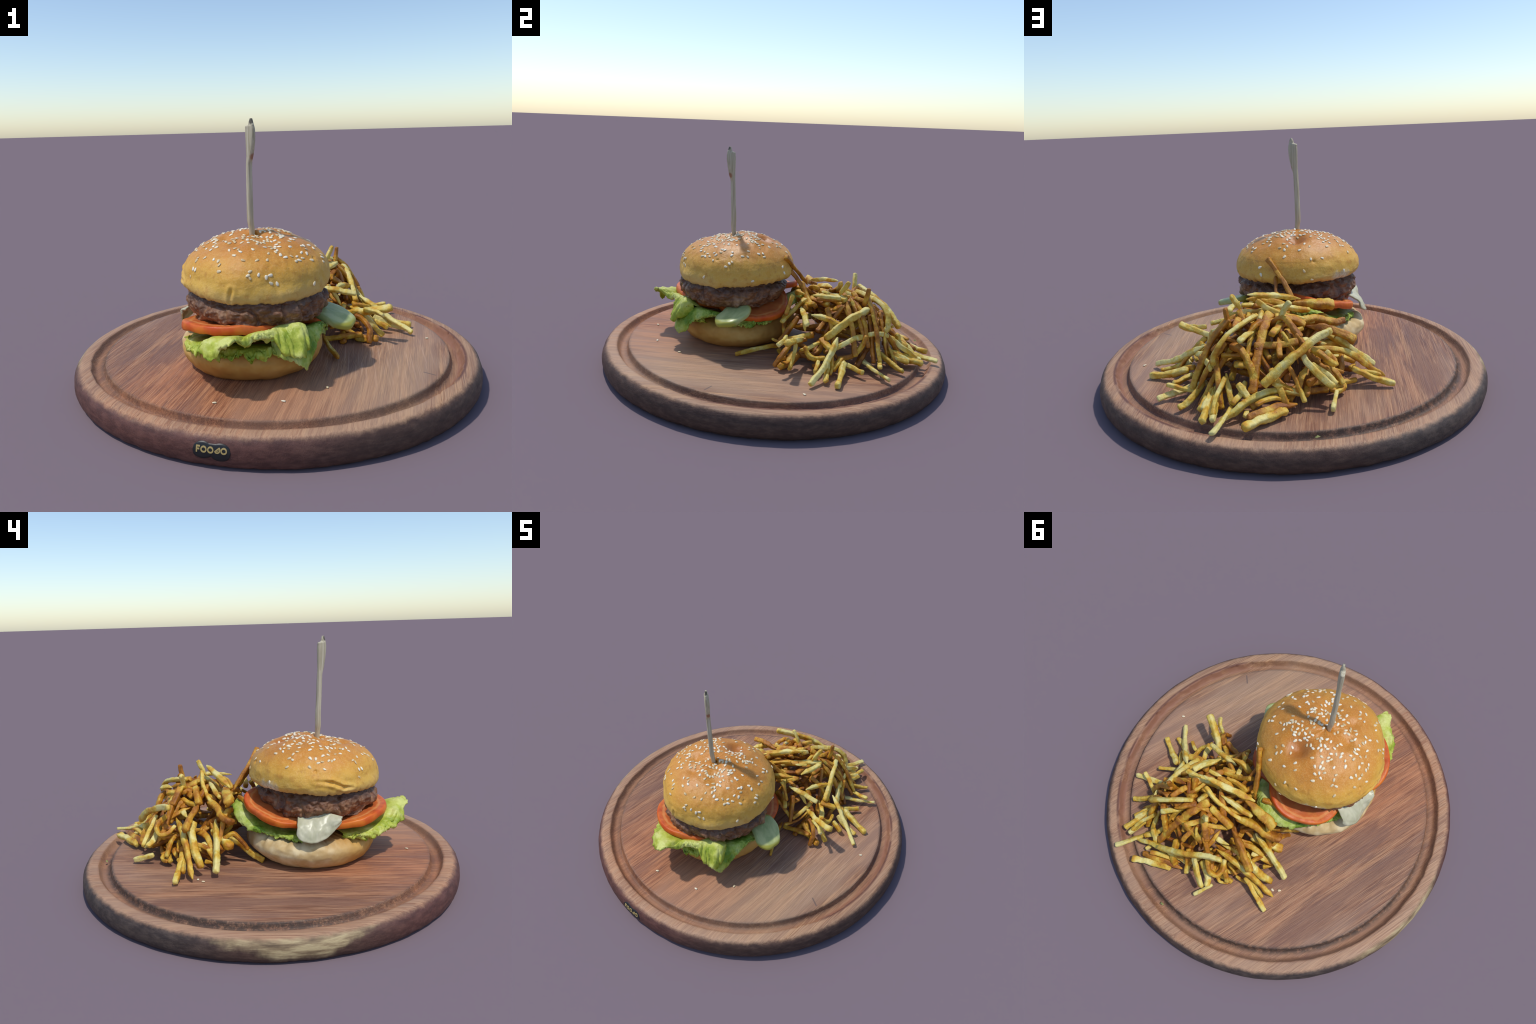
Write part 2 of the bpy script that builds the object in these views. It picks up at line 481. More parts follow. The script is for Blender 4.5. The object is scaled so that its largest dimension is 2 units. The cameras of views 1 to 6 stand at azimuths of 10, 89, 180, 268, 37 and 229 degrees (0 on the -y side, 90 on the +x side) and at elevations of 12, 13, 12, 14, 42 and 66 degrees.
def build_board():
    cols = 640
    profile = [(0.0005, 0.0)]                                   # (radius, depth below the top)
    profile += [(r, 0.0) for r in np.linspace(0.04, 0.835, 26)]
    profile += [(0.846, 0.0002), (0.849, 0.002), (0.851, 0.008), (0.853, 0.016), (0.857, 0.026), (0.863, 0.0335),
                (0.872, 0.0330), (0.882, 0.0330), (0.891, 0.0340), (0.899, 0.0275), (0.905, 0.0190), (0.910, 0.0100),
                (0.9135, 0.0025), (0.916, 0.0002), (0.924, 0.0)]
    profile += [(0.936, 0.0), (0.948, 0.0005), (0.958, 0.002), (0.967, 0.005), (0.975, 0.010), (0.982, 0.017),
                (0.988, 0.026), (0.9925, 0.037), (0.9955, 0.050), (0.9965, 0.064), (0.996, 0.078), (0.993, 0.092),
                (0.987, 0.102), (0.979, 0.110), (0.971, 0.114), (0.960, BOARD_TOP), (0.90, BOARD_TOP), (0.4, BOARD_TOP), (0.001, BOARD_TOP)]
    th = np.linspace(0, TAU, cols, endpoint=False)
    ring = np.stack([np.cos(th), np.sin(th), np.zeros(cols)], 1)
    ragged = fbm(ring * 9 + 3, 4, 0.6)                          # chipped outer lip of the groove
    chips = np.maximum(0, fbm(ring * 16 + 9, 3) - 0.12)
    under = fbm(ring * 24 + 40, 3)                              # rough lower edge
    dents = fbm(ring * 7 + 70, 3)
    dents = dents * (1 - smooth(np.cos(th + math.pi / 2 + 0.0985), 0.985, 0.995))   # flat seat for the tag
    lip = 0.55 + 0.9 * smooth(np.cos(th - 0.15), 0.2, 0.9)      # rougher on the right-hand side
    verts = []
    for r, d in profile:
        rr = np.full(cols, r)
        zz = np.full(cols, BOARD_TOP - d)
        if 0.895 < r < 0.926:
            w = math.sin(math.pi * (r - 0.895) / 0.031)
            rr = rr + w * lip * (0.008 * ragged + 0.013 * chips)
        if 0.84 < r < 0.856:
            rr = rr + 0.0025 * dents
        if r > 0.955 and d > 0.003:
            rr = rr + 0.0035 * np.clip(dents, -0.6, 0.6) + 0.0010
            if d > 0.09:
                rr = rr + 0.012 * under * smooth(d, 0.09, 0.12)
                if d < BOARD_TOP:
                    zz = zz + 0.004 * np.abs(under)
        if 0.93 < r < 0.97 and d < 0.006:
            zz = zz + 0.0012 * dents
        rr = np.minimum(rr, 0.9995)
        zz = zz + (board_z(rr * np.cos(th), rr * np.sin(th)) - BOARD_TOP) * np.clip(zz / BOARD_TOP, 0, 1)
        verts.append(np.stack([rr * np.cos(th), rr * np.sin(th), zz], 1))
    rows = len(profile)
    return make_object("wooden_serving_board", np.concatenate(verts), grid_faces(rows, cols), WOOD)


board = build_board()
board["label"] = "round reddish brown wooden serving board with juice groove"
board["category"] = "serving board"


def on_edge(s, z, lift=0.0):
    """Point on the outer edge of the board; s is arc length from the tag's middle."""
    a = -math.pi / 2 - 0.0985 + s
    d = BOARD_TOP - z
    r = np.interp(d, [0.017, 0.026, 0.037, 0.05, 0.064, 0.078, 0.092, 0.105], [0.982, 0.988, 0.9925, 0.9955, 0.9965, 0.996, 0.993, 0.987])
    r = r + 0.0036 + lift
    return (r * math.cos(a), r * math.sin(a), z * 1.05)


def build_tag():
    """Black peanut-shaped plate with raised gold lettering."""
    cols, rows = 49, 9
    verts = []
    for layer in (0.0, -0.006):
        for s in np.linspace(-0.0715, 0.0715, cols):
            left = math.sqrt(max(0, 1 - ((s + 0.034) / 0.0375) ** 2))
            right = math.sqrt(max(0, 1 - ((s - 0.034) / 0.0375) ** 2))
            top = 0.066 + max(0.031 * left ** 0.8, 0.029 * right ** 0.8, 0.026 if abs(s) < 0.03 else 0)
            low = 0.066 - max(0.026 * left ** 0.8, 0.031 * right ** 0.8, (0.013 + 0.010 * abs(s) / 0.03) if abs(s) < 0.03 else 0)
            for k in range(rows):
                z = low + (top - low) * k / (rows - 1)
                verts.append(on_edge(s, z, layer))
    n = cols * rows
    faces = []
    for c in range(cols - 1):
        for k in range(rows - 1):
            a = c * rows + k
            faces.append((a, a + rows, a + rows + 1, a + 1))
            faces.append((n + a, n + a + 1, n + a + rows + 1, n + a + rows))
        for k in (0, rows - 1):
            a, b = c * rows + k, (c + 1) * rows + k
            faces.append((a, b, n + b, n + a) if k else (b, a, n + a, n + b))
    tag = make_object("tag", verts, faces, TAG_BLACK)
    adopt(tag, board)

    def stroke(name, path, width=0.0052, closed=False):
        path = np.asarray(path, float)
        m = len(path)
        vs = []
        for i in range(m):
            if closed:
                t = path[(i + 1) % m] - path[i - 1]
            else:
                t = path[min(i + 1, m - 1)] - path[max(i - 1, 0)]
            t = t / np.linalg.norm(t)
            nrm = np.array([-t[1], t[0]]) * width / 2
            for side, lift in ((1, -0.001), (1, 0.0014), (-1, 0.0014), (-1, -0.001)):
                q = path[i] + side * nrm
                vs.append(on_edge(q[0], q[1], lift))
        fs = []
        for i in range(m if closed else m - 1):
            j = (i + 1) % m
            for k in range(4):
                l = (k + 1) % 4
                fs.append((4 * i + k, 4 * i + l, 4 * j + l, 4 * j + k))
        if not closed:
            fs += [(0, 1, 2, 3), (4 * m - 1, 4 * m - 2, 4 * m - 3, 4 * m - 4)]
        o = make_object(name, vs, fs, GOLD, is_smooth=False)
        adopt(o, tag)

    def oval(cx, cz, a, b, turn=0.0, part=(0, TAU), n=28):
        t = np.linspace(*part, n, endpoint=part[1] - part[0] < TAU - 0.01)
        u, v = a * np.cos(t), b * np.sin(t)
        return np.stack([cx + u * math.cos(turn) - v * math.sin(turn), cz + u * math.sin(turn) + v * math.cos(turn)], 1)

    base, h = 0.061, 0.023
    stroke("letter_f", [(-0.0555, base), (-0.0555, base + h / 2), (-0.0555, base + h)])
    stroke("letter_f", [(-0.0555, base + h - 0.0025), (-0.0430, base + h - 0.0025)])
    stroke("letter_f", [(-0.0555, base + h * 0.5), (-0.0445, base + h * 0.5)])
    for s in (-0.0285, -0.0025, 0.0475):
        stroke("letter_o", oval(s, base + h / 2, 0.0095, 0.0088), 0.0050, True)
    half = oval(0.0225, base + h * 0.62, 0.0105, 0.0105, 0.65, (math.pi, TAU), 16)
    stroke("letter_d", np.vstack([half, half[0] * 0.5 + half[-1] * 0.5]), 0.0042, True)
    stroke("letter_d", oval(0.0225, base + h * 0.62, 0.0055, 0.0055, 0.65, (math.pi * 1.15, TAU * 0.95), 10), 0.0016)


build_tag()

# ------------------------------------------------------------------ hamburger
burger = make_empty("hamburger", (-0.06, -0.24, BOARD_TOP))
burger["label"] = "sesame bun hamburger with lettuce, tomato and wooden pick"
burger["category"] = "hamburger"


def revolve(profile, centre, cols, shape, samples=None):
    """Lathe a smooth profile of (radius, z); shape(points, theta, t) may displace."""
    pr = catmull(profile, samples) if samples else np.asarray(profile, float)
    th = np.linspace(0, TAU, cols, endpoint=False)
    rows = []
    for k, (r, z) in enumerate(pr):
        t = k / (len(pr) - 1)
        rows.append(np.stack([centre[0] + max(r, 0.0002) * np.cos(th), centre[1] + max(r, 0.0002) * np.sin(th), np.full(cols, z)], 1))
    v = np.concatenate(rows)
    tt = np.repeat(np.linspace(0, 1, len(pr)), cols)
    return shape(v, np.tile(th, len(pr)), tt), len(pr)


def away(v, centre, flat=1.0):
    d = (v - np.asarray(centre)) * np.array([1, 1, flat])
    return d / np.maximum(np.linalg.norm(d, axis=1), 1e-6)[:, None]


# --- heel of the bun
HEEL_CENTRE = (-0.077, -0.226)


def heel_shape(v, th, t):
    ring = np.stack([np.cos(th), np.sin(th), np.zeros_like(th)], 1)
    out = away(v, (*HEEL_CENTRE, 0.19), 0.8)
    v = v + out * (0.009 * fbm(ring * 2.0 + 5, 2) + 0.009 * fbm(v * 14, 3))[:, None]
    v = v + ring * (0.020 * smooth(np.cos(th - 2.2), 0.3, 1.0) * smooth(v[:, 2], 0.13, 0.2) * smooth(t, 0.1, 0.3) * (1 - smooth(t, 0.8, 0.95)))[:, None]
    rim = smooth(v[:, 2], 0.21, 0.265)
    tear = smooth(np.cos(th - 2.95), 0.2, 0.9)                 # torn, uneven upper lip at the back left
    v[:, 2] += rim * (0.010 * fbm(ring * 6, 3) + tear * 0.022 * fbm(ring * 11 + 8, 3) - 0.010 * tear)
    v[:, 2] += rim * 0.018 * smooth(np.cos(th - 1.6), 0.5, 1.0)
    v[:, 2] = np.maximum(v[:, 2] - 0.006 * (1 - smooth(v[:, 2], 0.13, 0.2)) * smooth(-v[:, 0], 0.0, 0.3), board_z(v[:, 0], v[:, 1]) + 0.0006)
    return v


verts, rows = revolve([(0, 0.112), (0.12, 0.112), (0.225, 0.113), (0.262, 0.122), (0.293, 0.142), (0.316, 0.172), (0.327, 0.200),
                       (0.326, 0.226), (0.315, 0.248), (0.292, 0.263), (0.25, 0.268), (0.12, 0.268), (0, 0.268)], HEEL_CENTRE, 220, heel_shape, 70)
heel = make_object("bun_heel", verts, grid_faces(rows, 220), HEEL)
adopt(heel, burger)

# --- patty
PATTY_CENTRE = (-0.048, -0.262)


def patty_shape(v, th, t):
    ring = np.stack([np.cos(th), np.sin(th), np.zeros_like(th)], 1)
    stretch = 0.98 - 0.040 * np.abs(np.sin(th)) - 0.030 * smooth(np.cos(th - 4.1), 0.1, 1)
    v[:, 0] = PATTY_CENTRE[0] + (v[:, 0] - PATTY_CENTRE[0]) * stretch
    v[:, 1] = PATTY_CENTRE[1] + (v[:, 1] - PATTY_CENTRE[1]) * stretch
    side = smooth(t, 0.18, 0.32) * (1 - smooth(t, 0.72, 0.85))
    out = away(v, (*PATTY_CENTRE, 0.43), 0.5)
    lumps = 0.036 * fbm(v * np.array([8, 8, 10]), 2) + 0.017 * fbm(v * 24 + 4, 3) + 0.0045 * fbm(v * 70, 3)
    clefts = -0.013 * np.maximum(0, 1 - np.abs(perlin(v * np.array([10, 10, 8]) + 31)) / 0.10)
    v = v + out * ((lumps + clefts) * (0.25 + 0.75 * side))[:, None]
    v[:, 2] += (1 - smooth(v[:, 2], 0.36, 0.42)) * 0.022 * fbm(ring * 3.2 + 2, 3)
    return v


verts, rows = revolve([(0, 0.372), (0.15, 0.37), (0.25, 0.367), (0.288, 0.371), (0.310, 0.385), (0.324, 0.405), (0.331, 0.43), (0.330, 0.455),
                       (0.318, 0.48), (0.303, 0.500), (0.26, 0.512), (0, 0.515)], PATTY_CENTRE, 360, patty_shape, 110)
patty = make_object("patty", verts, grid_faces(rows, 360), BEEF)
adopt(patty, burger)

# --- crown of the bun
CROWN_CENTRE = (-0.053, -0.241)
HOLLOWS = [(-0.046, -0.083, 0.080, 0.044), (-0.112, -0.372, 0.055, 0.016), (-0.172, -0.285, 0.058, 0.026),
           (-0.062, -0.260, 0.026, 0.010), (0.075, -0.205, 0.080, 0.012), (-0.19, -0.14, 0.08, 0.012), (0.03, -0.35, 0.07, 0.011), (-0.24, -0.33, 0.06, 0.009), (0.12, -0.09, 0.06, 0.010)]
PITS = [(0.055, -0.513, 0.639), (0.207, -0.405, 0.642), (-0.365, -0.205, 0.617), (-0.128, 0.065, 0.620), (0.225, -0.335, 0.640)]
CREASES = [((-0.375, -0.20, 0.572), (-0.385, -0.28, 0.565), 0.009), ((-0.385, -0.28, 0.565), (-0.372, -0.345, 0.535), 0.009),
           ((-0.372, -0.345, 0.535), (-0.36, -0.39, 0.53), 0.008), ((-0.10, -0.575, 0.55), (-0.105, -0.56, 0.50), 0.008),
           ((0.12, -0.545, 0.55), (0.125, -0.53, 0.50), 0.007), ((-0.36, -0.40, 0.58), (-0.33, -0.46, 0.52), 0.008)]


def crown_shape(v, th, t):
    ring = np.stack([np.cos(th), np.sin(th), np.zeros_like(th)], 1)
    out = away(v, (*CROWN_CENTRE, 0.57), 1.0)
    v = v + out * (0.006 * fbm(ring * 1.6 + v * np.array([0, 0, 3]) + 2, 2) + 0.0095 * fbm(v * 8 + 5, 3) - (0.014 * smooth(-np.sin(th), 0.05, 0.75) + 0.010 * smooth(np.cos(th - 3.75), 0.6, 1) + 0.008 * smooth(np.cos(th - 5.6), 0.5, 1)) * (0.35 + 0.65 * smooth(v[:, 2], 0.50, 0.57)) - 0.003 + 0.0009 * fbm(v * 60, 2))[:, None]
    # wavy lower lip
    lip = 1 - smooth(v[:, 2], 0.49, 0.56)
    wave = 0.014 * fbm(ring * 5 + 1, 3) + 0.008 * fbm(ring * 17, 2)
    wave = wave + 0.017 * smooth(np.cos(th - 1.5), -0.3, 1) + 0.006 * smooth(np.cos(th - math.pi), 0, 1) - 0.010 * smooth(-np.sin(th), 0, 0.8)
    v[:, 2] += lip * wave
    for x, y, rad, depth in HOLLOWS:
        d2 = (v[:, 0] - x) ** 2 + (v[:, 1] - y) ** 2
        v[:, 2] -= np.where(v[:, 2] > 0.62, depth * (np.exp(-d2 / (rad * 0.62) ** 2) - 0.30 * np.exp(-d2 / (rad * 1.5) ** 2)), 0)
    for p in PITS:
        d2 = ((v - np.array(p)) ** 2).sum(1)
        v = v - out * (0.009 * np.exp(-d2 / 0.0080 ** 2))[:, None]
    for a, b, depth in CREASES:
        a, b = np.array(a), np.array(b)
        s = np.clip(((v - a) @ (b - a)) / ((b - a) @ (b - a)), 0, 1)
        d = np.linalg.norm(v - (a + s[:, None] * (b - a)), axis=1)
        v = v + out * (depth * (0.55 * np.exp(-((d - 0.016) / 0.010) ** 2) - np.exp(-(d / 0.0075) ** 2)))[:, None]
    return v


verts, rows = revolve([(0, 0.505), (0.20, 0.505), (0.290, 0.497), (0.315, 0.490), (0.330, 0.497), (0.3395, 0.512), (0.3445, 0.535), (0.3425, 0.565),
                       (0.334, 0.597), (0.315, 0.630), (0.287, 0.657), (0.247, 0.685), (0.19, 0.709), (0.13, 0.726), (0.07, 0.735), (0, 0.738)],
                      CROWN_CENTRE, 440, crown_shape, 190)
crown = make_object("bun_crown", verts, grid_faces(rows, 440), CRUST)
adopt(crown, burger)


# --- sesame seeds
def seed_mesh():
    cols, rows = 10, 9
    vs = []
    for i in range(rows):
        t = i / (rows - 1)
        x = 0.0100 * -math.cos(math.pi * t)
        w = 0.0078 * math.sin(math.pi * t) ** 0.75 * (1.15 - 0.65 * t)
        for k in range(cols):
            a = TAU * k / cols
            vs.append((x, w * math.cos(a), 0.48 * w * math.sin(a)))
    mesh = bpy.data.meshes.new("sesame_seed")
    mesh.from_pydata(vs, [], grid_faces(rows, cols))
    mesh.polygons.foreach_set("use_smooth", [True] * len(mesh.polygons))
    mesh.materials.append(SEED)
    return mesh


SEED_MESH = seed_mesh()


def place_seed(point, normal, turn, scale, parent):
    nrm = Vector(normal).normalized()
    side = nrm.cross(Vector((0.3, 0.9, 0.2))).normalized()
    fwd = Matrix.Rotation(turn, 3, nrm) @ side
    tilt = nrm.cross(fwd)
    m = Matrix((fwd * scale, tilt * scale, nrm * scale)).transposed().to_4x4()
    m.translation = Vector(point) + nrm * 0.0012
    obj = bpy.data.objects.new("sesame_seed", SEED_MESH)
    bpy.context.scene.collection.objects.link(obj)
    obj.matrix_basis = m
    adopt(obj, parent)


def scatter_seeds():
    crown.data.update()
    co = np.array([v.co for v in crown.data.vertices])
    no = np.array([v.normal for v in crown.data.vertices])
    r = np.hypot(co[:, 0] - CROWN_CENTRE[0], co[:, 1] - CROWN_CENTRE[1]) / 0.345
    rng = np.random.default_rng(21)
    taken = []

    def put(i):
        place_seed(co[i], no[i] + rng.normal(0, 0.10, 3), rng.uniform(0, TAU), rng.uniform(0.85, 1.12), crown)
        taken.append(co[i])

    for p in [(0.066, -0.541, 0.573), (0.089, -0.529, 0.569)]:
        put(int(np.argmin(((co - np.array(p)) ** 2).sum(1))))
    top = co[:, 2] > 0.53
    zones = [(0.0, 0.35, 56), (0.30, 0.62, 84), (0.58, 0.80, 58), (0.76, 0.92, 28), (0.92, 0.999, 7)]
    dense = np.array([-0.0, -0.19])
    for lo, hi, count in zones:
        pool = np.flatnonzero(top & (r >= lo) & (r < hi))
        area = r[pool] / r[pool].max()
        near = 0.45 + 0.9 * np.exp(-((co[pool, :2] - dense) ** 2).sum(1) / 0.16 ** 2) if hi < 0.7 else np.ones(len(pool))
        clump = 0.25 + np.maximum(0, 0.6 + 2.2 * perlin(co[pool] * 13 + 3))
        weight = near * clump * (0.15 + area)
        weight[np.hypot(co[pool, 0] + 0.046, co[pool, 1] + 0.082) < 0.035] = 0
        weight[np.hypot(co[pool, 0] + 0.062, co[pool, 1] + 0.26) < 0.022] = 0
        weight /= weight.sum()
        done = 0
        for i in rng.choice(pool, count * 6, p=weight):
            if all(((co[i] - q) ** 2).sum() > 0.0135 ** 2 for q in taken):
                put(i)
                done += 1
                if done == count:
                    break


scatter_seeds()
for x, y, a in [(0.123, -0.678, 0.4), (0.29, -0.53, 2.0), (-0.424, 0.345, 1.2), (-0.398, 0.372, 0.3), (0.762, 0.126, 1.0), (0.33, 0.60, 2.2), (-0.15, -0.72, 0.9)]:
    place_seed((x, y, board_z(x, y) + 0.0025), (0.1, 0.05, 1), a, 0.95, board)


# --- tomato slices: rounded discs, each with its own tilt
def tomato_slice(centre, normal, radius, thick, seed):
    cols = 96
    prof = [(0, -0.5), (0.45, -0.5), (0.85, -0.5), (0.955, -0.49), (0.982, -0.43), (0.995, -0.30), (1.0, 0.0), (0.995, 0.30), (0.984, 0.44), (0.962, 0.49),
            (0.90, 0.5), (0.80, 0.46), (0.70, 0.43), (0.55, 0.45), (0.40, 0.42), (0.2, 0.47), (0, 0.46)]
    th = np.linspace(0, TAU, cols, endpoint=False)
    vs = []
    for r, h in prof:
        rr = np.maximum(r, 0.002) * radius * (1 + 0.025 * np.cos(3 * th + seed) + 0.012 * np.cos(5 * th + 2 * seed))
        vs.append(np.stack([rr * np.cos(th), rr * np.sin(th), np.full(cols, h * thick)], 1))
    v = np.concatenate(vs)
    v[:, 2] += 0.010 * fbm(v * 10 + seed * 7, 3) * (1 + 0 * v[:, 2])
    obj = make_object("tomato_slice", v, grid_faces(len(prof), cols), TOMATO)
    obj["reach"] = radius
    nz = Vector(normal).normalized()
    nx = Vector((1, 0, 0)) - nz * nz.x
    nx.normalize()
    ny = nz.cross(nx)
    m = Matrix((nx, ny, nz)).transposed().to_4x4()
    m.translation = Vector(centre) - nz * thick / 2
    obj.matrix_basis = m
    adopt(obj, burger)
    return obj


tomato_slice((-0.118, -0.359, 0.360), (-0.012, 0.17, 1), 0.247, 0.038, 1.0)
tomato_slice((-0.141, -0.077, 0.408), (-0.232, -0.14, 1), 0.206, 0.035, 2.3)
tomato_slice((0.062, -0.135, 0.385), (0.28, 0.03, 1), 0.212, 0.034, 4.0)


# --- lettuce: ruffled sheets, described by crest and margin around the burger
def lettuce_leaf(name, keys, ruffle, seed, material, inner=(0.19, 0.285), centre=(-0.05, -0.26), cols=170, rows=26, lobes=17):
    """keys: (angle, crest radius, crest z, margin radius, margin z), angle in degrees from +x."""
    k = np.array(keys, float)
    ang = np.linspace(k[0, 0], k[-1, 0], cols)
    fine = catmull(k, 300)
    par = [np.interp(ang, fine[:, 0], fine[:, c]) for c in range(1, 5)]
    th = np.radians(ang)
    vs = []
    for i in range(rows):
        t = i / (rows - 1)
        a, b, c = (1 - t) ** 2, 2 * t * (1 - t), t * t
        # quadratic through crest at t = 0.55
        cr = (par[0] - 0.2025 * inner[0] - 0.3025 * par[2]) / 0.495
        cz = (par[1] - 0.2025 * inner[1] - 0.3025 * par[3]) / 0.495
        r = a * inner[0] + b * cr + c * par[2]
        z = a * inner[1] + b * cz + c * par[3]
        e = smooth(t, 0.35, 1.0)
        q = np.stack([np.cos(th) * 3, np.sin(th) * 3, np.full(cols, t * 1.3)], 1)
        wav = fbm(q * 2.2 + seed, 3, 0.55)
        edge = fbm(q * 5 + seed + 9, 3)
        fold = np.maximum(0, 1 - np.abs(perlin(q * 1.7 + seed + 77)) / 0.16) - 0.35
        ends = np.minimum(1, np.minimum(ang - k[0, 0], k[-1, 0] - ang) / 6)
        z = z + ruffle * e * (1.3 * wav + 0.30 * np.sin(th * lobes + seed + 3 * wav) + 0.5 * edge * e + 0.55 * fold)
        r = r + ruffle * e * (0.55 * fbm(q * 3.1 + seed + 30, 3) + 0.9 * edge * e * e - 0.5 * fold) - 0.05 * e * (1 - ends)
        crumple = np.abs(fbm(q * 9 + seed + 5, 2)) - 0.2
        z = z + 0.016 * e * crumple
        r = r + 0.012 * e * (np.abs(fbm(q * 8 + seed + 15, 2)) - 0.2)
        tw = th + ruffle * 0.9 * e * fbm(q * 2.5 + seed + 60, 2)
        vs.append(np.stack([centre[0] + r * np.cos(tw), centre[1] + r * np.sin(tw), np.maximum(z, BOARD_TOP + 0.02)], 1))
    obj = make_object(name, np.concatenate(vs), grid_faces(rows, cols, False), material)
    mod = obj.modifiers.new("leaf_thickness", "SOLIDIFY")
    mod.thickness = 0.0032
    adopt(obj, burger)
    return obj


# bright leaf draped over the front
lettuce_leaf("lettuce_leaf", [(198, .295, .285, .322, .275), (212, .31, .287, .335, .272), (222, .335, .298, .360, .262), (230, .345, .298, .374, .266),
                              (240, .360, .322, .398, .286), (248, .378, .350, .430, .296), (253.5, .390, .360, .442, .284), (258, .400, .366, .446, .298),
                              (263, .408, .380, .458, .350), (267.5, .398, .382, .456, .366), (271, .355, .364, .395, .340), (275, .330, .368, .358, .328),
                              (281, .320, .375, .337, .345), (290, .315, .376, .338, .335), (296, .305, .380, .372, .290), (303, .315, .385, .395, .275),
                              (309, .335, .394, .402, .290), (315, .340, .388, .385, .310), (319, .325, .365, .355, .325)],
             0.019, 1.7, LETTUCE, cols=240, rows=30)
# deeper green leaf folded down at the front right corner
lettuce_leaf("lettuce_leaf", [(292, .29, .345, .345, .285), (300, .315, .335, .372, .258), (308, .330, .325, .385, .225), (313, .330, .325, .378, .206), (319, .318, .338, .365, .235),
                              (328, .310, .350, .345, .290), (338, .305, .350, .330, .320), (349, .300, .340, .325, .320), (362, .285, .310, .300, .295)],
             0.013, 4.1, LETTUCE_DEEP, inner=(0.21, 0.30))
# curly leaf underneath, resting on the heel
lettuce_leaf("lettuce_leaf", [(205, .30, .272, .320, .262), (230, .305, .278, .330, .258), (255, .305, .285, .335, .262), (275, .300, .290, .325, .262), (300, .300, .290, .325, .265), (330, .295, .29, .315, .27)],
             0.032, 7.3, LETTUCE, inner=(0.18, 0.268), lobes=31, cols=240)
# leaf sticking out towards the fries
lettuce_leaf("lettuce_leaf", [(66, .30, .34, .345, .33), (76, .34, .375, .385, .345), (83, .365, .395, .418, .355), (90, .392, .400, .448, .372), (97, .395, .392, .455, .370), (104, .40, .372, .452, .350),
                              (112, .385, .340, .430, .310), (128, .345, .30, .375, .285), (145, .315, .285, .335, .272), (165, .30, .28, .320, .265)],
             0.014, 2.9, LETTUCE_DEEP)
lettuce_leaf("lettuce_leaf", [(-8, .29, .29, .305, .275), (10, .30, .30, .325, .275), (28, .305, .305, .335, .28), (48, .30, .31, .33, .29), (64, .29, .31, .31, .30)],
             0.020, 5.5, LETTUCE_DEEP)


# --- pickle slices
def pickle_slice(name, material, centre, u, v, a, b, thick, droop, seed, power=2.3):
    """Superelliptic slab with half sizes a (along u) and b (along v); droop bends the u end down."""
    cols = 72
    prof = [(0, .5), (.4, .5), (.75, .5), (.92, .47), (.98, .36), (1, .15), (1, -.15), (.98, -.36), (.92, -.47), (.7, -.5), (.3, -.5), (0, -.5)]
    th = np.linspace(0, TAU, cols, endpoint=False)
    c, s = np.cos(th), np.sin(th)
    rad = (np.abs(c) ** power + np.abs(s) ** power) ** (-1 / power) * (1 + 0.035 * np.cos(3 * th + seed) + 0.02 * np.cos(7 * th + seed))
    vs = []
    for r, h in prof:
        vs.append(np.stack([max(r, .003) * rad * a * c, max(r, .003) * rad * b * s, np.full(cols, h * thick)], 1))
    p = np.concatenate(vs)
    p[:, 2] += -droop * np.maximum(0, p[:, 0] / a) ** 2 - 0.2 * droop * (p[:, 1] / b) ** 2 + 0.10 * thick * fbm(p * 16 + seed, 3)
    obj = make_object(name, p, grid_faces(len(prof), cols)[::1], material)
    u = Vector(u).normalized()
    w = u.cross(Vector(v)).normalized()
    vv = w.cross(u)
    m = Matrix((u, vv, w)).transposed().to_4x4()
    m.translation = Vector(centre)
    obj.matrix_basis = m
    adopt(obj, burger)


pickle_slice("pickle_slice", PICKLE, (0.300, -0.238, 0.353), (0.80, -0.55, -0.24), (0.57, 0.82, 0.05), 0.112, 0.078, 0.032, 0.006, 1.0, 2.7)


def draped_slice():
    """Thin, wet pickle slice hanging from under the patty over tomato and heel."""
    top = catmull([(-0.325, -0.125, 0.380), (-0.325, -0.20, 0.395), (-0.345, -0.27, 0.400), (-0.368, -0.335, 0.386)], 40)
    low = catmull([(-0.392, -0.113, 0.312), (-0.410, -0.130, 0.292), (-0.428, -0.172, 0.282), (-0.423, -0.212, 0.284), (-0.402, -0.256, 0.298), (-0.399, -0.290, 0.330), (-0.382, -0.325, 0.366)], 40)
    rows, vs = 22, []
    for i in range(rows):
        t = i / (rows - 1)
        p = top * (1 - t) + low * t
        bulge = math.sin(math.pi * t)
        p = p + np.array([-0.012, 0.003, 0.008]) * bulge
        u = np.linspace(0, 1, 40)
        q = np.stack([u * 4, np.full(40, t * 2.5), np.zeros(40)], 1)
        p = p + np.stack([0.010 * fbm(q + 8, 3), 0.004 * fbm(q + 28, 2), 0.006 * t * fbm(q * 2 + 50, 3)], 1)
        vs.append(p)
    obj = make_object("pickle_slice", np.concatenate(vs), grid_faces(rows, 40, False), ONION)
    recentre(obj, (-0.39, -0.215, 0.335))
    mod = obj.modifiers.new("slice_thickness", "SOLIDIFY")
    mod.thickness = 0.009
    mod.offset = 0
    adopt(obj, burger)


draped_slice()


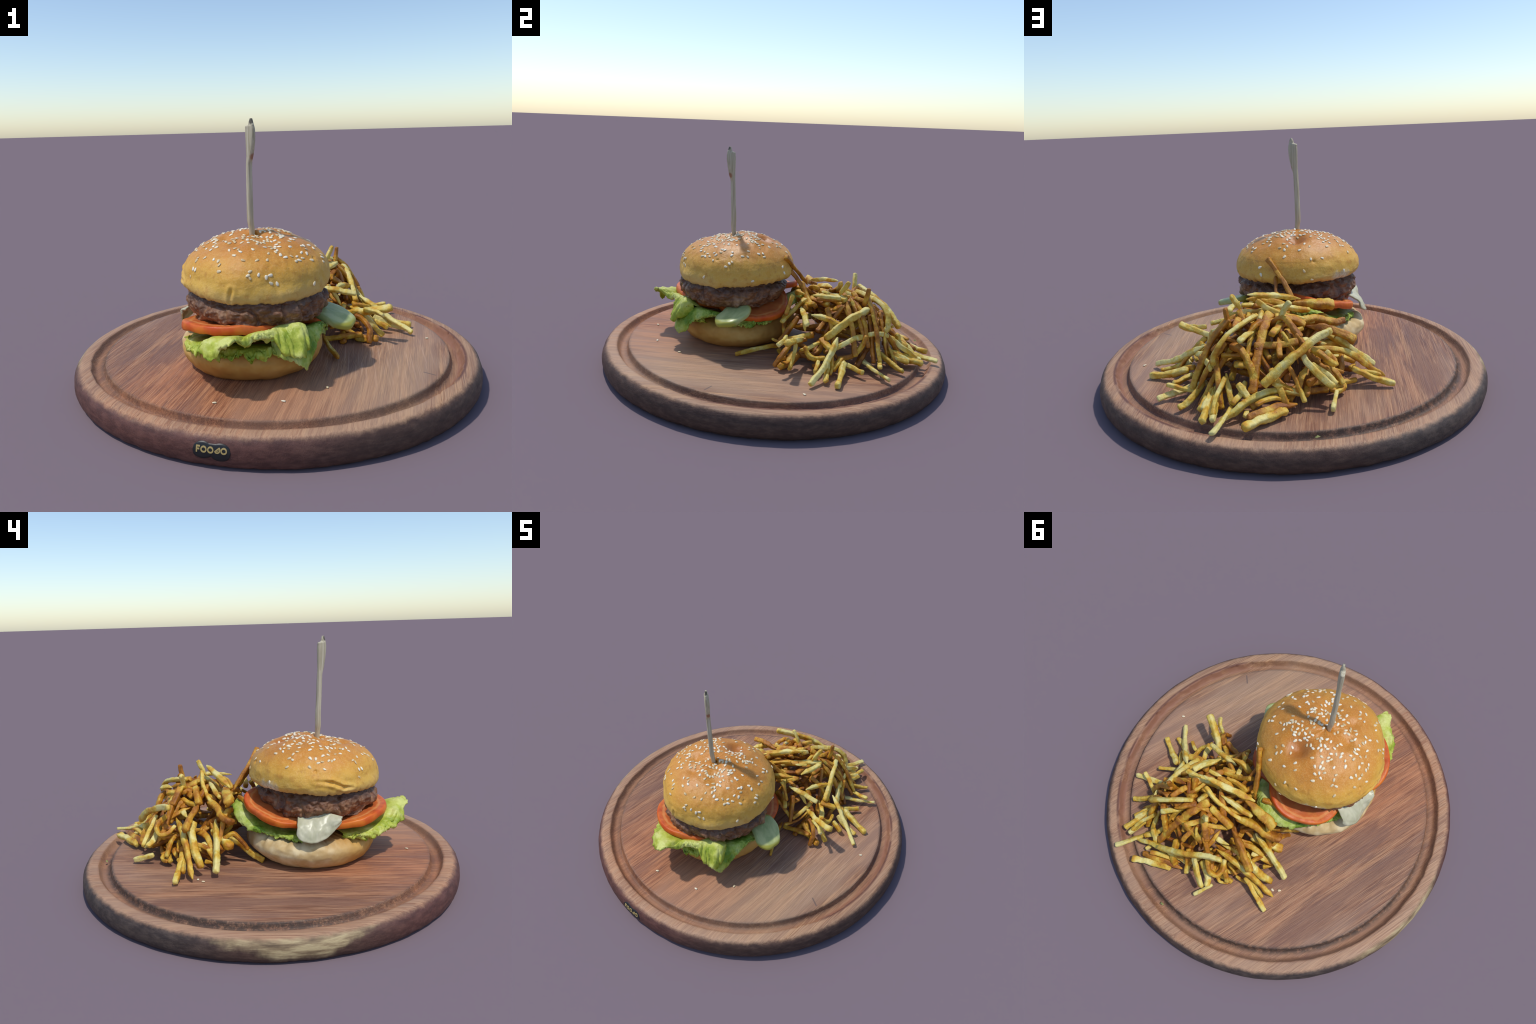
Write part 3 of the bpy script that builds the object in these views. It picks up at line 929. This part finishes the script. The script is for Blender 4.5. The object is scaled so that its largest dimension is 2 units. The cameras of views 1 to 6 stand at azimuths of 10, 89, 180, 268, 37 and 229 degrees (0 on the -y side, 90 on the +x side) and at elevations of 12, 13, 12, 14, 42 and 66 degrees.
# --- bamboo pick with a flat paddle end
def build_pick():
    d1 = np.array([0.70, -0.71, 0.0])                     # the paddle widens this way
    d2 = np.array([0.71, 0.70, 0.0])
    # z, spine x, spine y, reach along +d1, reach along -d1, half thickness
    table = [(0.66, -0.060, -0.252, .010, .011, .011), (0.74, -0.061, -0.259, .011, .011, .012), (0.79, -0.066, -0.262, .014, .014, .013), (0.84, -0.066, -0.263, .013, .014, .013),
             (0.92, -0.065, -0.267, .012, .014, .0125), (1.00, -0.064, -0.270, .012, .014, .012), (1.045, -0.063, -0.272, .013, .014, .012),
             (1.070, -0.062, -0.273, .023, .014, .011), (1.095, -0.061, -0.274, .029, .015, .012), (1.130, -0.060, -0.275, .036, .017, .013),
             (1.165, -0.059, -0.277, .039, .020, .013), (1.190, -0.058, -0.279, .037, .021, .012), (1.203, -0.058, -0.280, .033, .020, .011),
             (1.209, -0.057, -0.281, .031, .002, .008), (1.222, -0.056, -0.282, .024, -.002, .007), (1.236, -0.055, -0.283, .017, -.008, .005)]
    tab = catmull(np.array(table), 120)
    cols = 20
    vs = []
    for z, x, y, p, q, h in tab:
        mid, half = (p - q) / 2, (p + q) / 2
        for k in range(cols):
            a = TAU * k / cols
            ca, sa = math.cos(a), math.sin(a)
            f = (abs(ca) ** 3 + abs(sa) ** 3) ** (-1 / 3)
            pt = np.array([x, y, z]) + d1 * (mid + half * ca * f) + d2 * h * sa * f
            vs.append(pt)
    vs = np.array(vs)
    vs[:, :2] += 0.0012 * np.stack([fbm(vs * np.array([60, 60, 9]), 3), fbm(vs * np.array([60, 60, 9]) + 50, 3)], 1)
    vs[:, 2] = np.minimum(vs[:, 2], 1.2375)
    n = len(vs)
    faces = grid_faces(len(tab), cols) + [tuple(range(cols))[::-1], tuple(range(n - cols, n))]
    pick = make_object("bamboo_pick", vs, faces, BAMBOO)
    adopt(pick, burger)


build_pick()

# ------------------------------------------------------------------ french fries
pile = make_empty("french_fries_pile", (0.10, 0.40, BOARD_TOP))
pile["label"] = "heap of thin hand cut golden french fries"
pile["category"] = "french fries"
FRY_COUNT = 0
SPINES = []


def fry(width, tone, *spine):
    """One hand-cut stick: four-sided section swept along its spine, uneven, kinked and twisted."""
    global FRY_COUNT
    FRY_COUNT += 1
    rng = np.random.default_rng(1000 + FRY_COUNT)
    pts = np.array(spine, float)
    SPINES.append(catmull(pts, 12))
    length = np.linalg.norm(np.diff(pts, axis=0), axis=1).sum()
    n = max(16, int(length / 0.006))
    path = catmull(pts, n)
    off = rng.uniform(0, 90, 3)
    t = np.linspace(0, 1, n)
    along = np.stack([t * length * 14, np.zeros(n), np.zeros(n)], 1)
    path = path + 0.20 * width * np.stack([fbm(along + off, 3), fbm(along + off + 20, 3), fbm(along + off + 40, 3)], 1)
    tang = np.gradient(path, axis=0)
    tang /= np.linalg.norm(tang, axis=1)[:, None]
    up = np.array([0, 0, 1.0]) if abs(tang[0, 2]) < 0.8 else np.array([1.0, 0, 0])
    frame = np.cross(tang[0], up)
    cols = 16
    aspect = rng.uniform(0.55, 0.92)
    twist = rng.uniform(-1.1, 1.1)
    a0 = rng.uniform(0, TAU)
    ends = [1.7 if rng.random() < 0.22 else 0.22 for _ in range(2)]
    slim = 1 + 0.26 * fbm(along * 0.8 + off + 60, 2)              # thickness wanders along the stick
    slim *= 1 + rng.uniform(-0.18, 0.18) * (t - 0.5)
    vs = []
    for i in range(n):
        frame = frame - tang[i] * (frame @ tang[i])
        frame /= np.linalg.norm(frame)
        other = np.cross(tang[i], frame)
        taper = 1.0
        for reach, d in zip(ends, (t[i], 1 - t[i])):
            e = min(1, d * length / (width * reach))
            taper *= (0.25 if reach > 1 else 0.80) * (1 - e) + e
        size = 0.96 * width / 2 * taper * slim[i]
        b = a0 + twist * t[i]
        for k in range(cols):
            a = TAU * k / cols
            ca, sa = math.cos(a), math.sin(a)
            f = (abs(ca) ** 7 + abs(sa) ** 7) ** (-1 / 7)
            u, v = ca * f, sa * f * aspect
            u, v = u * math.cos(b) - v * math.sin(b), u * math.sin(b) + v * math.cos(b)
            vs.append(path[i] + size * (u * frame + v * other))
    vs = np.array(vs)
    mid = np.repeat(path, cols, axis=0)
    bumps = 0.17 * fbm(vs * 30 + off, 3) - 0.10 * np.maximum(0, 1 - np.abs(perlin(vs * 26 + off)) / 0.09)
    vs = mid + (vs - mid) * (1 + bumps)[:, None]
    vs = np.vstack([vs, path[0] - tang[0] * width * 0.06, path[-1] + tang[-1] * width * 0.06])
    m = n * cols
    faces = grid_faces(n, cols)
    faces += [((k + 1) % cols, k, m) for k in range(cols)]
    faces += [(m - cols + k, m - cols + (k + 1) % cols, m + 1) for k in range(cols)]
    vs[:, 2] = np.maximum(vs[:, 2], board_z(vs[:, 0], vs[:, 1]) - 0.002)
    obj = make_object("french_fry", vs, faces, POTATO)
    recentre(obj, path[n // 2])
    obj["tone"] = float(np.clip(tone + rng.normal(0, 0.10), 0, 1))
    adopt(obj, pile)
    return obj


# each stick: thickness, brownness, then the points its spine runs through
fry(0.026, 0.75, (0.107, 0.045, 0.641), (0.045, 0.105, 0.560), (-0.026, 0.184, 0.446))
fry(0.032, 0.15, (0.205, 0.332, 0.534), (0.080, 0.275, 0.510), (-0.049, 0.205, 0.472))
fry(0.028, 0.15, (0.158, 0.361, 0.512), (0.085, 0.355, 0.460), (0.009, 0.332, 0.421), (-0.075, 0.300, 0.390), (-0.120, 0.273, 0.388))
fry(0.032, 0.30, (0.088, 0.317, 0.467), (0.000, 0.290, 0.450), (-0.091, 0.259, 0.421))
fry(0.050, 0.70, (-0.000, 0.235, 0.460), (-0.120, 0.215, 0.445), (-0.215, 0.208, 0.430))
fry(0.055, 0.80, (-0.030, 0.320, 0.385), (-0.120, 0.270, 0.375), (-0.200, 0.235, 0.350), (-0.262, 0.200, 0.345))
fry(0.032, 0.20, (0.404, 0.157, 0.345), (0.300, 0.147, 0.365), (0.205, 0.137, 0.380))
fry(0.034, 0.25, (0.579, 0.042, 0.305), (0.500, 0.070, 0.285), (0.415, 0.107, 0.262), (0.330, 0.150, 0.245))
fry(0.028, 0.20, (0.540, -0.001, 0.280), (0.500, 0.030, 0.285), (0.440, 0.050, 0.290))
fry(0.032, 0.10, (0.696, 0.293, 0.138), (0.600, 0.320, 0.150), (0.500, 0.350, 0.180))
fry(0.032, 0.10, (0.656, 0.240, 0.138), (0.580, 0.250, 0.150), (0.500, 0.270, 0.190))
fry(0.030, 0.10, (0.693, 0.158, 0.138), (0.560, 0.250, 0.200), (0.424, 0.320, 0.287))
fry(0.028, 0.30, (0.574, 0.193, 0.150), (0.501, 0.212, 0.180))
fry(0.025, 0.70, (0.554, 0.286, 0.160), (0.470, 0.344, 0.190))
fry(0.030, 0.15, (0.612, 0.563, 0.138), (0.500, 0.500, 0.150), (0.400, 0.450, 0.160))
fry(0.024, 0.45, (0.572, 0.520, 0.187), (0.500, 0.535, 0.170), (0.420, 0.550, 0.160))
fry(0.028, 0.25, (0.393, 0.711, 0.150), (0.357, 0.602, 0.200))
fry(0.032, 0.10, (0.385, 0.795, 0.140), (0.372, 0.694, 0.155), (0.350, 0.609, 0.190))
fry(0.028, 0.15, (0.345, 0.792, 0.140), (0.337, 0.701, 0.160), (0.332, 0.605, 0.190))
fry(0.028, 0.15, (0.357, 0.743, 0.140), (0.342, 0.602, 0.200))
fry(0.027, 0.10, (0.336, 0.890, 0.136), (0.300, 0.800, 0.145), (0.270, 0.720, 0.165))
fry(0.036, 0.20, (0.133, 0.717, 0.250), (0.030, 0.660, 0.325), (-0.080, 0.580, 0.380), (-0.170, 0.515, 0.412))
fry(0.032, 0.25, (0.295, 0.787, 0.138), (0.230, 0.745, 0.170), (0.157, 0.708, 0.200), (0.060, 0.665, 0.200), (-0.031, 0.637, 0.170))
fry(0.034, 0.10, (0.213, 0.858, 0.138), (0.130, 0.790, 0.140), (0.042, 0.725, 0.137))
fry(0.030, 0.85, (0.199, 0.799, 0.150), (0.100, 0.740, 0.160), (-0.007, 0.680, 0.145))
fry(0.028, 0.50, (0.162, 0.763, 0.190), (0.096, 0.714, 0.190), (0.025, 0.669, 0.160))
fry(0.030, 0.30, (0.090, 0.689, 0.240), (0.039, 0.660, 0.210), (-0.034, 0.636, 0.160))
fry(0.042, 0.65, (0.181, 0.692, 0.205), (0.160, 0.600, 0.310), (0.130, 0.490, 0.410), (0.103, 0.387, 0.455))
fry(0.028, 0.40, (0.200, 0.600, 0.290), (0.190, 0.530, 0.370), (0.155, 0.440, 0.430))
fry(0.038, 0.30, (0.402, 0.257, 0.270), (0.375, 0.360, 0.350), (0.340, 0.450, 0.400), (0.307, 0.522, 0.418))
fry(0.038, 0.85, (-0.071, 0.375, 0.385), (-0.180, 0.400, 0.370), (-0.288, 0.432, 0.328))
fry(0.032, 0.10, (-0.148, 0.280, 0.327), (-0.280, 0.280, 0.230), (-0.398, 0.282, 0.145))
fry(0.038, 0.15, (-0.200, 0.400, 0.340), (-0.267, 0.398, 0.280), (-0.369, 0.361, 0.155))
fry(0.028, 0.45, (-0.087, 0.489, 0.323), (-0.249, 0.443, 0.275), (-0.350, 0.415, 0.190), (-0.430, 0.396, 0.128))
fry(0.028, 0.15, (-0.270, 0.450, 0.200), (-0.360, 0.465, 0.155), (-0.462, 0.477, 0.126))
fry(0.026, 0.35, (-0.290, 0.440, 0.190), (-0.400, 0.440, 0.150))
fry(0.028, 0.10, (-0.155, 0.714, 0.130), (-0.170, 0.660, 0.145), (-0.180, 0.610, 0.160))
fry(0.030, 0.30, (-0.043, 0.597, 0.330), (-0.074, 0.624, 0.285), (-0.166, 0.665, 0.205))
fry(0.030, 0.35, (-0.074, 0.583, 0.280), (-0.151, 0.606, 0.235), (-0.179, 0.637, 0.205))
fry(0.028, 0.50, (-0.080, 0.545, 0.335), (-0.125, 0.575, 0.318), (-0.155, 0.588, 0.295), (-0.182, 0.570, 0.270), (-0.180, 0.530, 0.275), (-0.150, 0.495, 0.300))
fry(0.026, 0.85, (0.056, 0.603, 0.330), (0.060, 0.551, 0.360), (0.051, 0.502, 0.380), (0.017, 0.464, 0.370), (-0.018, 0.463, 0.350))
fry(0.030, 0.45, (0.091, 0.553, 0.410), (0.064, 0.496, 0.420), (0.033, 0.440, 0.430))
fry(0.026, 0.70, (0.035, 0.464, 0.390), (-0.009, 0.424, 0.380), (-0.047, 0.384, 0.380))
fry(0.038, 0.55, (0.078, 0.396, 0.440), (0.007, 0.383, 0.420), (-0.062, 0.370, 0.385))
fry(0.028, 0.10, (-0.047, 0.457, 0.345), (-0.110, 0.430, 0.330))
fry(0.024, 0.85, (-0.028, 0.420, 0.360), (-0.040, 0.476, 0.340), (-0.043, 0.531, 0.310))
fry(0.028, 0.35, (-0.063, 0.458, 0.290), (-0.118, 0.427, 0.270), (-0.164, 0.403, 0.240))
fry(0.034, 0.85, (-0.044, 0.472, 0.270), (-0.114, 0.456, 0.250), (-0.181, 0.433, 0.220))
fry(0.045, 0.40, (-0.130, 0.300, 0.260), (-0.200, 0.260, 0.250), (-0.283, 0.208, 0.226))
fry(0.034, 0.45, (-0.120, 0.240, 0.220), (-0.170, 0.150, 0.190), (-0.210, 0.090, 0.145), (-0.235, 0.042, 0.126))
fry(0.034, 0.30, (-0.191, 0.348, 0.220), (-0.240, 0.319, 0.200), (-0.298, 0.282, 0.170))
fry(0.026, 0.50, (-0.274, 0.337, 0.150), (-0.307, 0.299, 0.155))
fry(0.030, 0.50, (-0.151, 0.477, 0.220), (-0.227, 0.476, 0.190))
fry(0.026, 0.25, (-0.158, 0.543, 0.160), (-0.234, 0.515, 0.140))
fry(0.024, 0.50, (-0.158, 0.560, 0.150), (-0.190, 0.565, 0.140), (-0.223, 0.533, 0.138))
fry(0.026, 0.55, (-0.222, 0.485, 0.145), (-0.289, 0.454, 0.140))
fry(0.022, 0.60, (0.050, 0.509, 0.405), (0.023, 0.536, 0.370), (-0.002, 0.558, 0.330))
fry(0.030, 0.25, (0.267, 0.733, 0.180), (0.231, 0.688, 0.200), (0.214, 0.628, 0.230))
fry(0.026, 0.45, (0.266, 0.683, 0.160), (0.282, 0.648, 0.200), (0.294, 0.597, 0.260))
fry(0.022, 0.30, (0.210, 0.772, 0.140), (0.202, 0.739, 0.150))
fry(0.030, 0.25, (0.291, 0.345, 0.465), (0.275, 0.270, 0.465), (0.250, 0.195, 0.462))
fry(0.026, 0.15, (0.272, 0.385, 0.550), (0.250, 0.360, 0.500), (0.235, 0.340, 0.460))
fry(0.022, 0.30, (0.233, 0.282, 0.470), (0.157, 0.251, 0.460))
fry(0.030, 0.60, (0.144, 0.236, 0.473), (0.090, 0.215, 0.465), (0.030, 0.200, 0.440))
fry(0.028, 0.60, (0.256, 0.516, 0.430), (0.251, 0.469, 0.440), (0.241, 0.422, 0.450))
fry(0.030, 0.75, (0.202, 0.433, 0.430), (0.199, 0.385, 0.440), (0.203, 0.328, 0.440))
fry(0.030, 0.15, (0.145, 0.425, 0.440), (0.135, 0.361, 0.460))
fry(0.030, 0.30, (0.154, 0.444, 0.468), (0.220, 0.510, 0.455), (0.285, 0.575, 0.428), (0.328, 0.598, 0.375), (0.350, 0.595, 0.325), (0.340, 0.570, 0.285))
fry(0.028, 0.15, (0.235, 0.600, 0.405), (0.200, 0.565, 0.420), (0.170, 0.530, 0.420))
fry(0.034, 0.85, (0.198, 0.539, 0.420), (0.168, 0.491, 0.435), (0.135, 0.437, 0.440))
fry(0.028, 0.20, (0.297, 0.186, 0.367), (0.330, 0.260, 0.360), (0.364, 0.336, 0.340))
fry(0.026, 0.35, (0.134, 0.177, 0.405), (0.155, 0.150, 0.400), (0.205, 0.085, 0.350), (0.251, 0.024, 0.304))
fry(0.030, 0.75, (0.437, 0.038, 0.165), (0.350, 0.035, 0.150), (0.250, 0.020, 0.140))
fry(0.026, 0.85, (0.470, -0.011, 0.135), (0.475, 0.020, 0.190), (0.440, 0.060, 0.235), (0.400, 0.080, 0.250))
fry(0.030, 0.25, (0.540, 0.066, 0.150), (0.490, 0.085, 0.200), (0.440, 0.100, 0.250))
fry(0.028, 0.40, (0.430, 0.330, 0.170), (0.430, 0.400, 0.190), (0.420, 0.450, 0.240), (0.413, 0.475, 0.299))
fry(0.020, 0.55, (0.568, 0.270, 0.136), (0.540, 0.280, 0.180), (0.500, 0.280, 0.230))
fry(0.026, 0.35, (0.326, -0.220, 0.135), (0.280, -0.120, 0.150), (0.250, -0.030, 0.160), (0.230, 0.030, 0.155))
fry(0.026, 0.90, (0.292, 0.491, 0.524), (0.290, 0.485, 0.480), (0.280, 0.470, 0.420))
fry(0.028, 0.30, (0.006, 0.459, 0.532), (0.040, 0.455, 0.480), (0.070, 0.450, 0.410))
fry(0.024, 0.50, (0.030, 0.475, 0.400), (0.000, 0.520, 0.340), (-0.020, 0.550, 0.270))
fry(0.030, 0.50, (0.220, 0.150, 0.460), (0.160, 0.120, 0.450), (0.100, 0.115, 0.430))
fry(0.026, 0.50, (0.180, 0.090, 0.440), (0.215, 0.070, 0.400), (0.250, 0.050, 0.345))
fry(0.030, 0.30, (0.262, 0.142, 0.382), (0.300, 0.150, 0.330), (0.325, 0.156, 0.280))
fry(0.028, 0.30, (0.480, 0.360, 0.160), (0.560, 0.440, 0.150))
fry(0.028, 0.35, (0.360, 0.500, 0.260), (0.400, 0.420, 0.280), (0.460, 0.310, 0.240))
fry(0.026, 0.30, (0.360, 0.600, 0.280), (0.390, 0.520, 0.300), (0.410, 0.420, 0.280))
fry(0.030, 0.30, (0.300, 0.620, 0.250), (0.330, 0.700, 0.200), (0.340, 0.770, 0.150))
fry(0.030, 0.30, (0.400, 0.550, 0.200), (0.460, 0.620, 0.150), (0.500, 0.660, 0.140))
fry(0.030, 0.30, (0.380, 0.620, 0.170), (0.400, 0.710, 0.150))
fry(0.030, 0.40, (0.460, 0.120, 0.220), (0.420, 0.200, 0.240), (0.360, 0.260, 0.250))
fry(0.030, 0.50, (0.240, 0.680, 0.250), (0.200, 0.700, 0.190), (0.170, 0.720, 0.150))
fry(0.030, 0.40, (0.300, 0.050, 0.220), (0.330, 0.140, 0.250), (0.340, 0.200, 0.270))
fry(0.030, 0.55, (-0.070, 0.400, 0.250), (-0.170, 0.330, 0.240), (-0.260, 0.300, 0.190))
fry(0.030, 0.50, (0.020, 0.600, 0.280), (-0.020, 0.650, 0.200), (-0.040, 0.680, 0.150))
fry(0.030, 0.50, (0.100, 0.620, 0.280), (0.060, 0.680, 0.210), (0.040, 0.700, 0.150))
fry(0.030, 0.60, (-0.210, 0.420, 0.160), (-0.130, 0.520, 0.170))
fry(0.030, 0.80, (-0.050, 0.160, 0.420), (-0.100, 0.120, 0.400), (-0.130, 0.100, 0.360))
fry(0.026, 0.35, (0.452, 0.142, 0.240), (0.475, 0.165, 0.205), (0.487, 0.195, 0.192), (0.472, 0.251, 0.190))
fry(0.038, 0.60, (0.386, 0.235, 0.262), (0.430, 0.258, 0.250), (0.472, 0.282, 0.236))
fry(0.030, 0.20, (0.030, 0.222, 0.400), (0.120, 0.275, 0.430), (0.210, 0.330, 0.448), (0.286, 0.372, 0.452))
fry(0.030, 0.85, (0.169, 0.427, 0.463), (0.200, 0.440, 0.440), (0.250, 0.450, 0.400))
fry(0.034, 0.80, (0.265, 0.330, 0.359), (0.240, 0.380, 0.370), (0.200, 0.440, 0.380))
fry(0.034, 0.75, (0.120, 0.300, 0.455), (0.060, 0.330, 0.440), (0.000, 0.370, 0.400))
fry(0.034, 0.80, (0.180, 0.270, 0.460), (0.120, 0.250, 0.455), (0.050, 0.250, 0.440))
fry(0.034, 0.80, (0.200, 0.220, 0.430), (0.220, 0.300, 0.430), (0.230, 0.380, 0.440))
fry(0.032, 0.80, (0.050, 0.400, 0.420), (0.100, 0.430, 0.430), (0.160, 0.480, 0.420))
fry(0.032, 0.70, (-0.050, 0.280, 0.400), (0.000, 0.310, 0.410), (0.060, 0.360, 0.410))
fry(0.030, 0.70, (0.100, 0.140, 0.360), (0.160, 0.170, 0.380), (0.220, 0.210, 0.400))
fry(0.030, 0.70, (0.200, 0.050, 0.260), (0.240, 0.100, 0.280), (0.280, 0.150, 0.300))
fry(0.030, 0.60, (0.120, 0.120, 0.300), (0.180, 0.100, 0.280), (0.240, 0.060, 0.240))


# added inner sticks fill the heap; browner tone paints in the gap shade
ENVELOPE = np.concatenate(SPINES)


def heap_top(x, y):
    """Height the heap reaches at x, y: steep cones under every placed stick."""
    d = np.hypot(ENVELOPE[:, 0] - x, ENVELOPE[:, 1] - y)
    near = np.sort(ENVELOPE[:, 2] - 1.5 * d)[-5:]
    return float(near.mean())


def fill_heap(count):
    rng = np.random.default_rng(77)
    made, tries = 0, 0
    while made < count and tries < 9000:
        tries += 1
        x, y = rng.uniform(-0.24, 0.44), rng.uniform(0.04, 0.62)
        if heap_top(x, y) < 0.22:
            continue
        a = rng.uniform(0, math.pi)
        half = rng.uniform(0.05, 0.10)
        level = 1 - 0.8 * rng.random() ** 1.5
        spine = []
        for s in (-1, 0, 1):
            px, py = x + s * half * math.cos(a), y + s * half * math.sin(a)
            top = heap_top(px, py)
            room = top - board_z(px, py) - (0.018 if top > 0.36 else 0.040 + 0.35 * (0.36 - top))
            spine.append((px, py, board_z(px, py) + level * room, room))
        if any(math.hypot(px + 0.07, py + 0.23) < 0.335 for px, py, _, _ in spine) or min(r for *_, r in spine) < 0.025:
            continue
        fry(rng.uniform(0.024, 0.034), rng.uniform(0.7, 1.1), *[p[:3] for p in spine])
        made += 1


fill_heap(120)

# green herb crumb in the groove
crumb = make_object("herb_crumb", [(-0.085 + dx, 0.868 + dy, 0.092 + dz) for dx, dy, dz in ((0, 0, 0), (0.018, 0.004, 0.002), (0.012, 0.014, 0.004), (-0.006, 0.008, 0.006), (0.006, 0.006, 0.012))],
                    [(0, 1, 4), (1, 2, 4), (2, 3, 4), (3, 0, 4), (0, 3, 2, 1)], CRUMB, is_smooth=False)
adopt(crumb, board)
